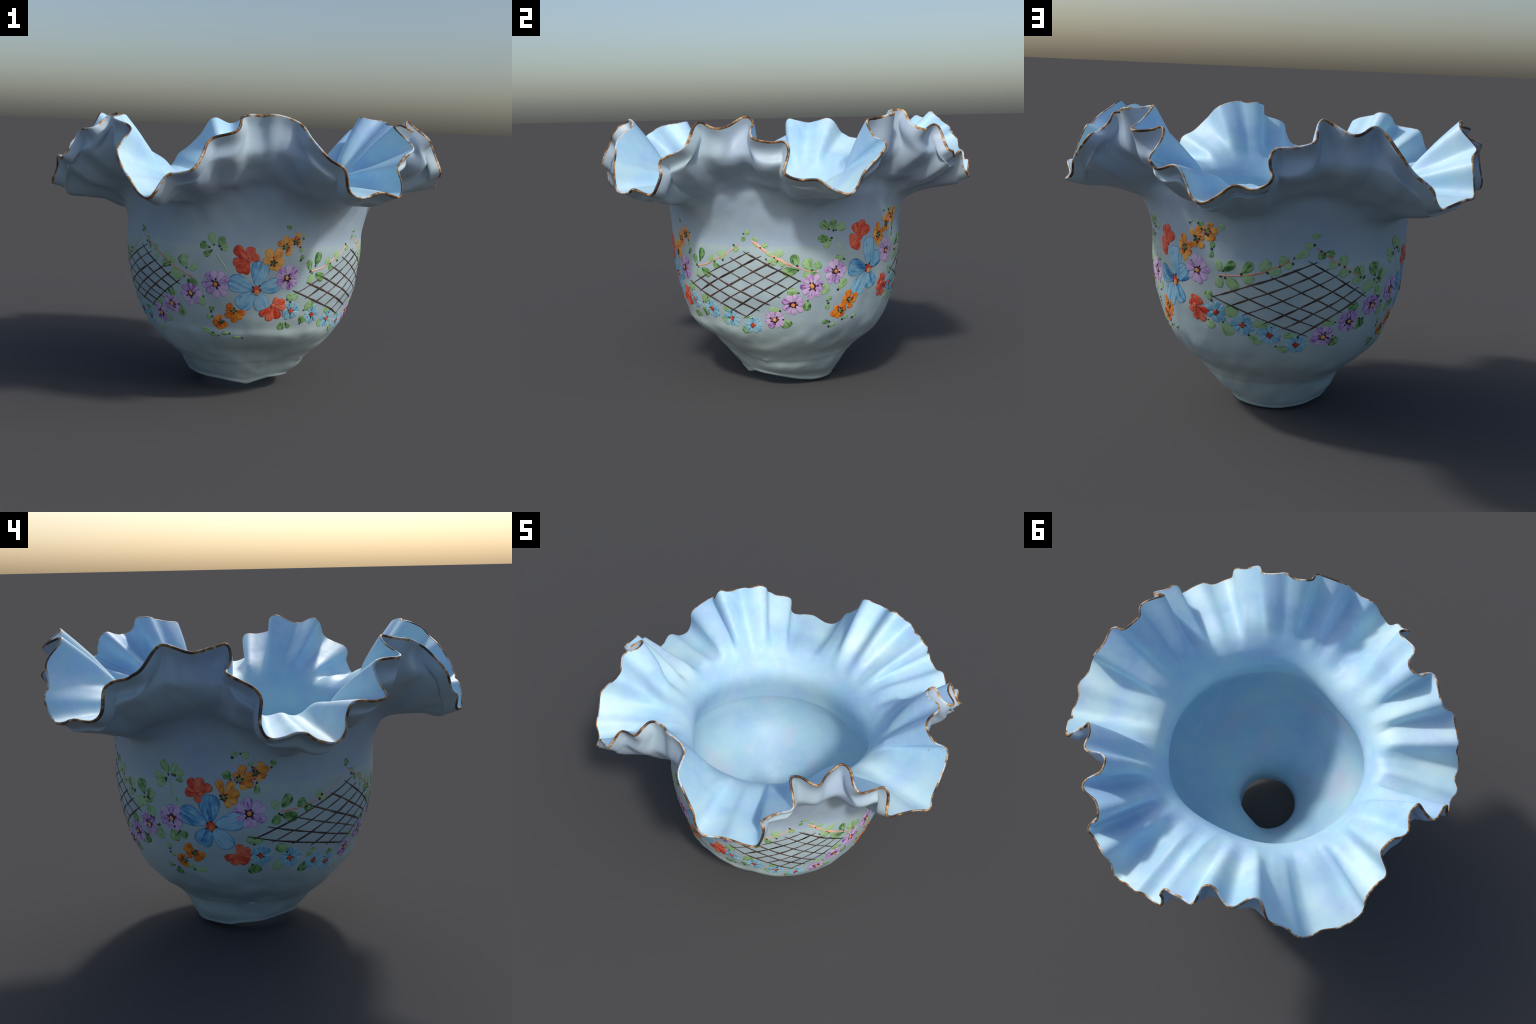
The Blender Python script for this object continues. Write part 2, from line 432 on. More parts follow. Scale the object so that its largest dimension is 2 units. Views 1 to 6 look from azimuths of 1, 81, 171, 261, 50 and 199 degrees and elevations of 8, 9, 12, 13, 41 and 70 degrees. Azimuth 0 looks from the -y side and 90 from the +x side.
def paint(name, pale, mid, dark, contrast=.5, rough=.45, dark_tip=0.0, vary=.3, base=.46):
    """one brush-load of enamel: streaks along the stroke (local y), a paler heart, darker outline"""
    m = Nodes(name)
    info = m.new("ShaderNodeObjectInfo")
    seed = m.math("MULTIPLY", info.outputs["Random"], 40)
    streak = m.noise(m.coords("Generated", (9, 1.3, 1)), 1.0, 3, .6, seed)
    blotch = m.noise(m.coords("Generated", (2, 2, 1)), 1.3, 2, .5, seed)
    sep = m.new("ShaderNodeSeparateXYZ")
    c = m.new("ShaderNodeTexCoord")
    m.link(c.outputs["Generated"], sep.inputs[0])
    side = m.math("ABSOLUTE", m.math("SUBTRACT", sep.outputs[0], .5))
    edge = m.math("POWER", m.math("MULTIPLY", side, 2), 5)
    depth = m.math("ADD", m.math("MULTIPLY", m.math("SUBTRACT", streak, .5), 1.25), m.math("MULTIPLY", m.math("SUBTRACT", blotch, .5), .9))
    depth = m.math("ADD", m.math("ADD", depth, .58), m.math("MULTIPLY", edge, .22))
    depth = m.math("ADD", depth, m.math("MULTIPLY", m.math("SUBTRACT", info.outputs["Random"], .5), vary))
    if dark_tip:
        depth = m.math("ADD", depth, m.math("MULTIPLY", m.math("POWER", sep.outputs[1], 3), dark_tip))
    col = m.ramp(depth, [(base, pale), (base + .22, mid), (base + .22 + contrast * .5, dark)])
    return m.done(col, rough)


PAINTS = {
    "blue": paint("sky_blue_enamel", srgb(158, 204, 226), srgb(112, 176, 212), srgb(42, 112, 172)),
    "small_blue": paint("pale_blue_enamel", srgb(160, 202, 216), srgb(120, 180, 206), srgb(66, 138, 184)),
    "red": paint("coral_red_enamel", srgb(232, 122, 92), srgb(220, 78, 50), srgb(184, 34, 22)),
    "orange": paint("orange_enamel", srgb(240, 178, 92), srgb(230, 146, 46), srgb(196, 88, 22)),
    "deep_orange": paint("deep_orange_enamel", srgb(236, 150, 52), srgb(224, 118, 24), srgb(180, 66, 14)),
    "purple": paint("mauve_enamel", srgb(208, 184, 220), srgb(186, 146, 206), srgb(112, 40, 132), .34, vary=.34, base=.50),
    "leaf": paint("leaf_green_enamel", srgb(160, 196, 146), srgb(124, 168, 104), srgb(40, 98, 42), .44, vary=.40, base=.47),
    "blue_line": paint("blue_outline_enamel", srgb(96, 160, 200), srgb(62, 128, 178), srgb(34, 94, 150)),
    "small_blue_line": paint("pale_blue_outline_enamel", srgb(150, 196, 212), srgb(120, 178, 204), srgb(84, 146, 188)),
    "red_line": paint("red_outline_enamel", srgb(196, 58, 38), srgb(172, 36, 24), srgb(140, 20, 14)),
    "orange_line": paint("orange_outline_enamel", srgb(224, 140, 56), srgb(206, 108, 34), srgb(180, 76, 20)),
    "deep_orange_line": paint("deep_orange_outline_enamel", srgb(214, 112, 34), srgb(196, 84, 20), srgb(166, 56, 12)),
    "purple_line": paint("mauve_outline_enamel", srgb(172, 132, 192), srgb(146, 98, 172), srgb(104, 44, 128)),
    "stem_orange": paint("salmon_enamel", srgb(232, 176, 148), srgb(222, 150, 114), srgb(206, 116, 78)),
    "stem_green": paint("pale_green_enamel", srgb(180, 212, 176), srgb(150, 190, 140), srgb(100, 150, 90)),
    "black": paint("black_enamel", srgb(58, 66, 50), srgb(42, 48, 38), srgb(30, 34, 28)),
    "brown": paint("brown_line_enamel", srgb(84, 64, 56), srgb(60, 44, 38), srgb(40, 30, 28)),
    "leaf_line": paint("leaf_outline_enamel", srgb(128, 172, 112), srgb(98, 146, 82), srgb(40, 92, 40)),
    "heart_dark": paint("dark_heart_enamel", srgb(84, 36, 60), srgb(56, 24, 40), srgb(34, 16, 24)),
    "heart_red": paint("red_heart_enamel", srgb(222, 92, 62), srgb(200, 50, 36), srgb(150, 26, 22)),
    "heart_orange": paint("amber_heart_enamel", srgb(240, 176, 110), srgb(226, 130, 56), srgb(176, 74, 30)),
    "heart_green": paint("olive_heart_enamel", srgb(150, 170, 110), srgb(80, 100, 60), srgb(30, 40, 28)),
}

# ---------------------------------------------------------------- objects
scene = bpy.context.scene
vase = bpy.data.objects.new("ruffled_glass_vase", None)
scene.collection.objects.link(vase)
vase["label"] = "ruffled milk glass vase painted with flowers and lattice"
vase["category"] = "vase"


def add(name, verts, faces, mats, parent, face_mats=None, smooth_shade=True, matrix=None):
    me = bpy.data.meshes.new(name)
    me.from_pydata([tuple(p) for p in verts], [], faces)
    for mt in mats:
        me.materials.append(mt)
    if face_mats is not None:
        me.polygons.foreach_set("material_index", face_mats)
    if smooth_shade:
        me.polygons.foreach_set("use_smooth", [True] * len(me.polygons))
    ob = bpy.data.objects.new(name, me)
    scene.collection.objects.link(ob)
    ob.parent = parent
    if matrix is not None:
        ob.matrix_world = matrix
    return ob


def shell_part(name, bands, mats):
    """bands: list of (first row, last row, material slot) of the shell"""
    verts, faces, fm, nrm, count = [], [], [], [], 0
    for a, b, slot in bands:
        rows = np.arange(a, b + 1) % NR
        verts.append(shell[:, rows].reshape(-1, 3))
        nrm.append(normals[:, rows].reshape(-1, 3))
        k = len(rows)
        c, r = np.meshgrid(np.arange(COLS), np.arange(k - 1), indexing="ij")
        c2 = (c + 1) % COLS
        q = np.stack([c * k + r, c2 * k + r, c2 * k + r + 1, c * k + r + 1], -1).reshape(-1, 4) + count
        faces.append(q)
        fm += [slot] * len(q)
        count += COLS * k
    V, Fc, N = np.vstack(verts), np.vstack(faces), np.vstack(nrm)
    me = bpy.data.meshes.new(name)
    me.vertices.add(len(V))
    me.vertices.foreach_set("co", V.ravel())
    me.loops.add(Fc.size)
    me.loops.foreach_set("vertex_index", Fc.ravel())
    me.polygons.add(len(Fc))
    me.polygons.foreach_set("loop_start", np.arange(0, Fc.size, 4))
    me.update(calc_edges=True)
    for mt in mats:
        me.materials.append(mt)
    me.polygons.foreach_set("material_index", fm)
    me.polygons.foreach_set("use_smooth", [True] * len(Fc))
    me.validate()
    me.normals_split_custom_set_from_vertices(N.tolist())
    ob = bpy.data.objects.new(name, me)
    scene.collection.objects.link(ob)
    ob.parent = vase
    return ob


row_collar = i_bowl + 16
row_in_collar = NR - 12
GILT = 1
shell_part("foot", [(row_in_collar, NR - 1, 1), (NR - 1, NR + i_bowl - 4, 1), (i_bowl - 4, row_collar, 0)], [outer_glass, cavity_glass])
shell_part("bowl", [(row_collar, i_ruf, 0), (i_bin, row_in_collar, 1)], [outer_glass, cavity_glass])
shell_part("ruffle", [(i_ruf, i_lip - GILT - 1, 0), (i_in + 0, i_bin, 1)], [frill_glass, inner_glass])
shell_part("gilded_edge", [(i_lip - GILT - 1, i_in + 0, 0)], [gold])


# ---------------------------------------------------------------- enamel painting
# above the bowl the glass already turns into the ruffle: read its radius off the finished wall
ZT = np.linspace(.74, .98, 97)
wall_r, wall_z = np.hypot(outer[..., 0], outer[..., 1]), outer[..., 2]
low_r, low_z = np.hypot(bowl_out[..., 0], bowl_out[..., 1]), bowl_out[..., 2]
NECK_R = np.array([np.interp(ZT, np.concatenate([low_z[c, :-1], np.maximum.accumulate(wall_z[c, :26])]),
                             np.concatenate([low_r[c, :-1], wall_r[c, :26]])) for c in range(COLS)])


def wall_radius(az, z):
    az, z = np.broadcast_arrays(np.asarray(az, float), np.asarray(z, float))
    u = np.interp((az - az_neck[0]) % 360 + az_neck[0], np.append(az_neck, az_neck[0] + 360), np.arange(COLS + 1))
    c = np.floor(u).astype(int)
    f = u - c
    k = np.clip((z - ZT[0]) / (ZT[1] - ZT[0]), 0, len(ZT) - 1.001)
    i = np.floor(k).astype(int)
    g = k - i
    a, b = c % COLS, (c + 1) % COLS
    high = (NECK_R[a, i] * (1 - g) + NECK_R[a, i + 1] * g) * (1 - f) + (NECK_R[b, i] * (1 - g) + NECK_R[b, i + 1] * g) * f
    return np.where(z > .755, high, bowl_radius(az, z))


def surface(az, z):
    az, z = np.broadcast_arrays(np.asarray(az, float), np.asarray(z, float))
    return (at(az, wall_radius(az, z), z) + SHIFT) * SCALE


ZG = np.linspace(.03, .95, 300)
MEAN = sum(p(ZG) for p in MERIDIANS) / 4
ARC = np.concatenate([[0], np.cumsum(np.hypot(np.diff(ZG), np.diff(MEAN)))])


def wrap(az, z, x, y, lift):
    """point of the glass that lies (x right, y up) along the surface from (az, z), raised by lift"""
    s = np.interp(z, ZG, ARC) + np.asarray(y)
    zz = np.interp(s, ARC, ZG)
    aa = az + np.degrees(np.asarray(x) / np.interp((z + zz) / 2, ZG, MEAN))
    p = surface(aa, zz)
    n = np.cross(surface(aa + .3, zz) - surface(aa - .3, zz), surface(aa, zz + .003) - surface(aa, zz - .003))
    n /= np.linalg.norm(n, axis=-1, keepdims=True)
    return p + n * np.asarray(lift)[..., None], n


def dab(name, az, z, outline, height, mat, parent, angle=0.0, lift=0.0, join=None, rim_mat=None):
    """a domed dab of enamel; outline: function of a in 0..2pi giving local (x, y); angle turns local y"""
    SEG, RINGS = 28, 4
    a = np.linspace(0, 2 * math.pi, SEG, endpoint=False)
    ox, oy = outline(a)
    cx, cy = ox.mean(), oy.mean()
    ca, sa = math.cos(angle - math.pi / 2), math.sin(angle - math.pi / 2)
    xs, ys, hs = [np.array([cx])], [np.array([cy])], [np.array([height])]
    for k in range(1, RINGS + 1):
        f = (0, .45, .72, .85, 1)[k]
        xs.append(cx + (ox - cx) * f)
        ys.append(cy + (oy - cy) * f)
        hs.append(np.full(SEG, height * (1 - f ** 3) if k < RINGS else -.0012))
    x, y, h = np.concatenate(xs), np.concatenate(ys), np.concatenate(hs) + lift
    h[-SEG:] = -.0012
    P, _ = wrap(az, z, x * ca - y * sa, x * sa + y * ca, h)
    faces = [(0, 1 + (i + 1) % SEG, 1 + i)[::-1] for i in range(SEG)]
    for k in range(RINGS - 1):
        b0 = 1 + k * SEG
        faces += [(b0 + i, b0 + SEG + i, b0 + SEG + (i + 1) % SEG, b0 + (i + 1) % SEG) for i in range(SEG)]
    if join is not None:
        join.append((P, faces, mat))
        return None
    o, n = wrap(az, z, np.array([0.]), np.array([0.]), np.array([0.]))
    up, _ = wrap(az, z, np.array([-sa * .01]), np.array([ca * .01]), np.array([0.]))
    Z = Vector(n[0])
    Y = Vector(up[0] - o[0])
    Y = (Y - Z * Y.dot(Z)).normalized()
    X = Y.cross(Z)
    M = Matrix((X, Y, Z)).transposed().to_4x4()
    M.translation = Vector(o[0])
    inv = np.array(M.inverted())
    L = P @ inv[:3, :3].T + inv[:3, 3]
    slots = None if rim_mat is None else [0] * (len(faces) - SEG) + [1] * SEG
    return add(name, L, faces, [PAINTS[mat]] + ([PAINTS[rim_mat]] if rim_mat else []), parent, face_mats=slots, matrix=M)


def petal_shape(length, half, start=.12, blunt=.55, wob=0.0, ph=0.0):
    """rounded brush stroke: narrow at the heart, broad towards the tip"""
    def f(a):
        s = (1 - np.cos(a)) / 2                      # 0 at the heart, 1 at the tip
        y = length * (start + (1 - start) * s)
        wdt = np.abs(np.sin(a)) ** .85 * (blunt + (1.35 - blunt) * s)
        wdt = wdt / (blunt * .5 + .675 + .12)
        x = np.sign(np.sin(a)) * half * wdt * (1 + wob * np.sin(3 * a + ph))
        return x, y * (1 + .3 * wob * np.cos(4 * a + ph))
    return f


def oval(rx, ry, x0=0., y0=0.):
    return lambda a: (x0 + rx * np.sin(a), y0 - ry * np.cos(a))


def rosette(n, radius, first):
    out = []
    for i in range(n):
        g = first + 360 / n * (i + rng.uniform(-.13, .13))
        out.append((g, radius * rng.uniform(.86, 1.06), radius * 2.35 / n * rng.uniform(.92, 1.12)))
    return out


# kind, azimuth, height, petals as (direction in degrees from right, length, half width)
FLOWERS = [
    ('blue', 7.6, 0.600, [(82, 0.141, 0.050), (163, 0.141, 0.049), (15, 0.119, 0.042), (228, 0.125, 0.051), (292, 0.112, 0.044)]),
    ('red', 3.9, 0.737, [(30, 0.053, 0.026), (85, 0.068, 0.031), (138, 0.096, 0.032), (185, 0.080, 0.030), (222, 0.077, 0.028), (252, 0.065, 0.025)]),
    ('red', 16.0, 0.520, [(55, 0.047, 0.027), (22, 0.066, 0.027), (-12, 0.075, 0.021), (-58, 0.079, 0.028), (-98, 0.081, 0.029), (-138, 0.076, 0.025)]),
    ('orange', 14.9, 0.733, [(118, 0.071, 0.026), (62, 0.071, 0.030), (8, 0.053, 0.025), (-48, 0.047, 0.024), (-105, 0.037, 0.021), (170, 0.053, 0.025)]),
    ('orange', 20.5, 0.805, [(95, 0.053, 0.020), (45, 0.053, 0.021), (-10, 0.034, 0.019), (-65, 0.044, 0.020), (190, 0.025, 0.015), (150, 0.047, 0.020)]),
    ('orange', 25.3, 0.830, [(75, 0.045, 0.019), (20, 0.030, 0.016), (-40, 0.030, 0.016), (130, 0.025, 0.015)]),
    ('deep_orange', 357.1, 0.493, [(130, 0.045, 0.021), (180, 0.038, 0.020), (225, 0.054, 0.021), (-85, 0.066, 0.024), (-45, 0.060, 0.021), (-12, 0.058, 0.019)]),
    ('deep_orange', 350.9, 0.433, [(105, 0.038, 0.018), (200, 0.046, 0.023), (250, 0.045, 0.020), (-70, 0.041, 0.020), (-35, 0.038, 0.018), (150, 0.040, 0.020)]),
    ('purple', 21.8, 0.658, rosette(9, 0.066, 10)),
    ('purple', 348.8, 0.622, rosette(9, 0.070, 25)),
    ('purple', 335.9, 0.561, rosette(8, 0.062, 0)),
    ('purple', 324.0, 0.496, rosette(8, 0.053, 20)),
    ('purple', 313.9, 0.431, rosette(8, 0.053, 0)),
    ('small_blue', 25.9, 0.493, rosette(9, 0.050, 10)),
    ('small_blue', 39.3, 0.463, rosette(9, 0.052, 0)),
    ('small_blue', 52.0, 0.428, rosette(9, 0.052, 20)),
    ('small_blue', 63.7, 0.398, rosette(9, 0.049, 5)),
    ('purple', 105.0, 0.666, rosette(9, 0.063, 5)),
    ('purple', 93.9, 0.598, rosette(9, 0.063, 20)),
    ('purple', 84.9, 0.510, rosette(9, 0.062, 0)),
    ('purple', 75.6, 0.430, rosette(8, 0.055, 15)),
    ('blue', 123.6, 0.661, [(88, 0.156, 0.050), (172, 0.126, 0.049), (38, 0.109, 0.046), (238, 0.149, 0.049), (290, 0.109, 0.044)]),
    ('red', 118.2, 0.817, [(118, 0.085, 0.030), (85, 0.088, 0.031), (48, 0.075, 0.029), (175, 0.068, 0.030), (212, 0.068, 0.030), (240, 0.062, 0.027)]),
    ('orange', 130.2, 0.820, [(95, 0.064, 0.023), (30, 0.052, 0.022), (-30, 0.045, 0.023), (-85, 0.058, 0.022), (-130, 0.042, 0.021), (165, 0.039, 0.022), (135, 0.045, 0.018)]),
    ('orange', 136.6, 0.871, [(70, 0.060, 0.023), (20, 0.042, 0.020), (-45, 0.051, 0.021), (-110, 0.042, 0.020), (130, 0.048, 0.019)]),
    ('orange', 142.3, 0.910, [(68, 0.050, 0.020), (10, 0.050, 0.021), (-50, 0.047, 0.020), (-95, 0.044, 0.020), (150, 0.035, 0.018)]),
    ('purple', 137.1, 0.734, rosette(10, 0.066, 0)),
    ('red', 135.0, 0.568, [(85, 0.052, 0.027), (45, 0.052, 0.027), (-18, 0.080, 0.022), (-58, 0.086, 0.027), (-90, 0.070, 0.026), (-135, 0.043, 0.022), (150, 0.034, 0.021)]),
    ('deep_orange', 114.0, 0.514, [(105, 0.053, 0.024), (30, 0.053, 0.020), (-15, 0.043, 0.018), (-75, 0.053, 0.021), (215, 0.049, 0.024), (160, 0.040, 0.021)]),
    ('deep_orange', 109.4, 0.463, [(150, 0.040, 0.020), (75, 0.033, 0.018), (10, 0.036, 0.018), (250, 0.047, 0.021), (-60, 0.040, 0.020), (205, 0.053, 0.022)]),
    ('small_blue', 145.7, 0.554, rosette(9, 0.051, 0)),
    ('small_blue', 157.4, 0.512, rosette(9, 0.054, 20)),
    ('small_blue', 168.9, 0.471, rosette(9, 0.054, 5)),
    ('small_blue', 180.6, 0.428, rosette(9, 0.051, 25)),
    ('purple', 192.7, 0.462, rosette(9, 0.058, 0)),
    ('purple', 204.2, 0.526, rosette(9, 0.058, 15)),
    ('purple', 215.8, 0.588, rosette(9, 0.057, 0)),
    ('purple', 229.0, 0.639, rosette(9, 0.062, 10)),
    ('blue', 246.2, 0.619, [(93, 0.139, 0.053), (157, 0.148, 0.049), (12, 0.142, 0.046), (240, 0.110, 0.048), (306, 0.131, 0.043)]),
    ('red', 242.9, 0.755, [(130, 0.083, 0.028), (95, 0.072, 0.028), (45, 0.060, 0.025), (172, 0.072, 0.028), (235, 0.043, 0.023)]),
    ('orange', 251.8, 0.744, [(105, 0.080, 0.023), (60, 0.080, 0.025), (20, 0.069, 0.024), (-15, 0.060, 0.023), (-55, 0.049, 0.022)]),
    ('orange', 258.2, 0.821, [(75, 0.065, 0.024), (20, 0.062, 0.024), (-25, 0.060, 0.023), (-65, 0.048, 0.020), (130, 0.037, 0.018)]),
    ('orange', 264.4, 0.848, [(60, 0.054, 0.020), (22, 0.057, 0.020), (-20, 0.045, 0.019), (-60, 0.040, 0.018)]),
    ('purple', 261.6, 0.675, rosette(9, 0.072, 12)),
    ('red', 256.1, 0.484, [(72, 0.053, 0.025), (22, 0.062, 0.026), (-15, 0.068, 0.027), (-55, 0.065, 0.026), (-108, 0.059, 0.026), (-155, 0.059, 0.024)]),
    ('deep_orange', 237.5, 0.483, [(130, 0.054, 0.021), (160, 0.054, 0.020), (205, 0.045, 0.020), (-85, 0.048, 0.019), (-40, 0.045, 0.018), (-10, 0.045, 0.017)]),
    ('deep_orange', 231.4, 0.440, [(150, 0.039, 0.019), (195, 0.039, 0.019), (240, 0.039, 0.018), (-85, 0.042, 0.018), (100, 0.030, 0.017)]),
    ('small_blue', 266.1, 0.476, rosette(9, 0.056, 0)),
    ('small_blue', 279.5, 0.451, rosette(9, 0.057, 20)),
    ('small_blue', 292.2, 0.416, rosette(8, 0.049, 5)),
    ('small_blue', 300.7, 0.392, rosette(8, 0.050, 25)),
]
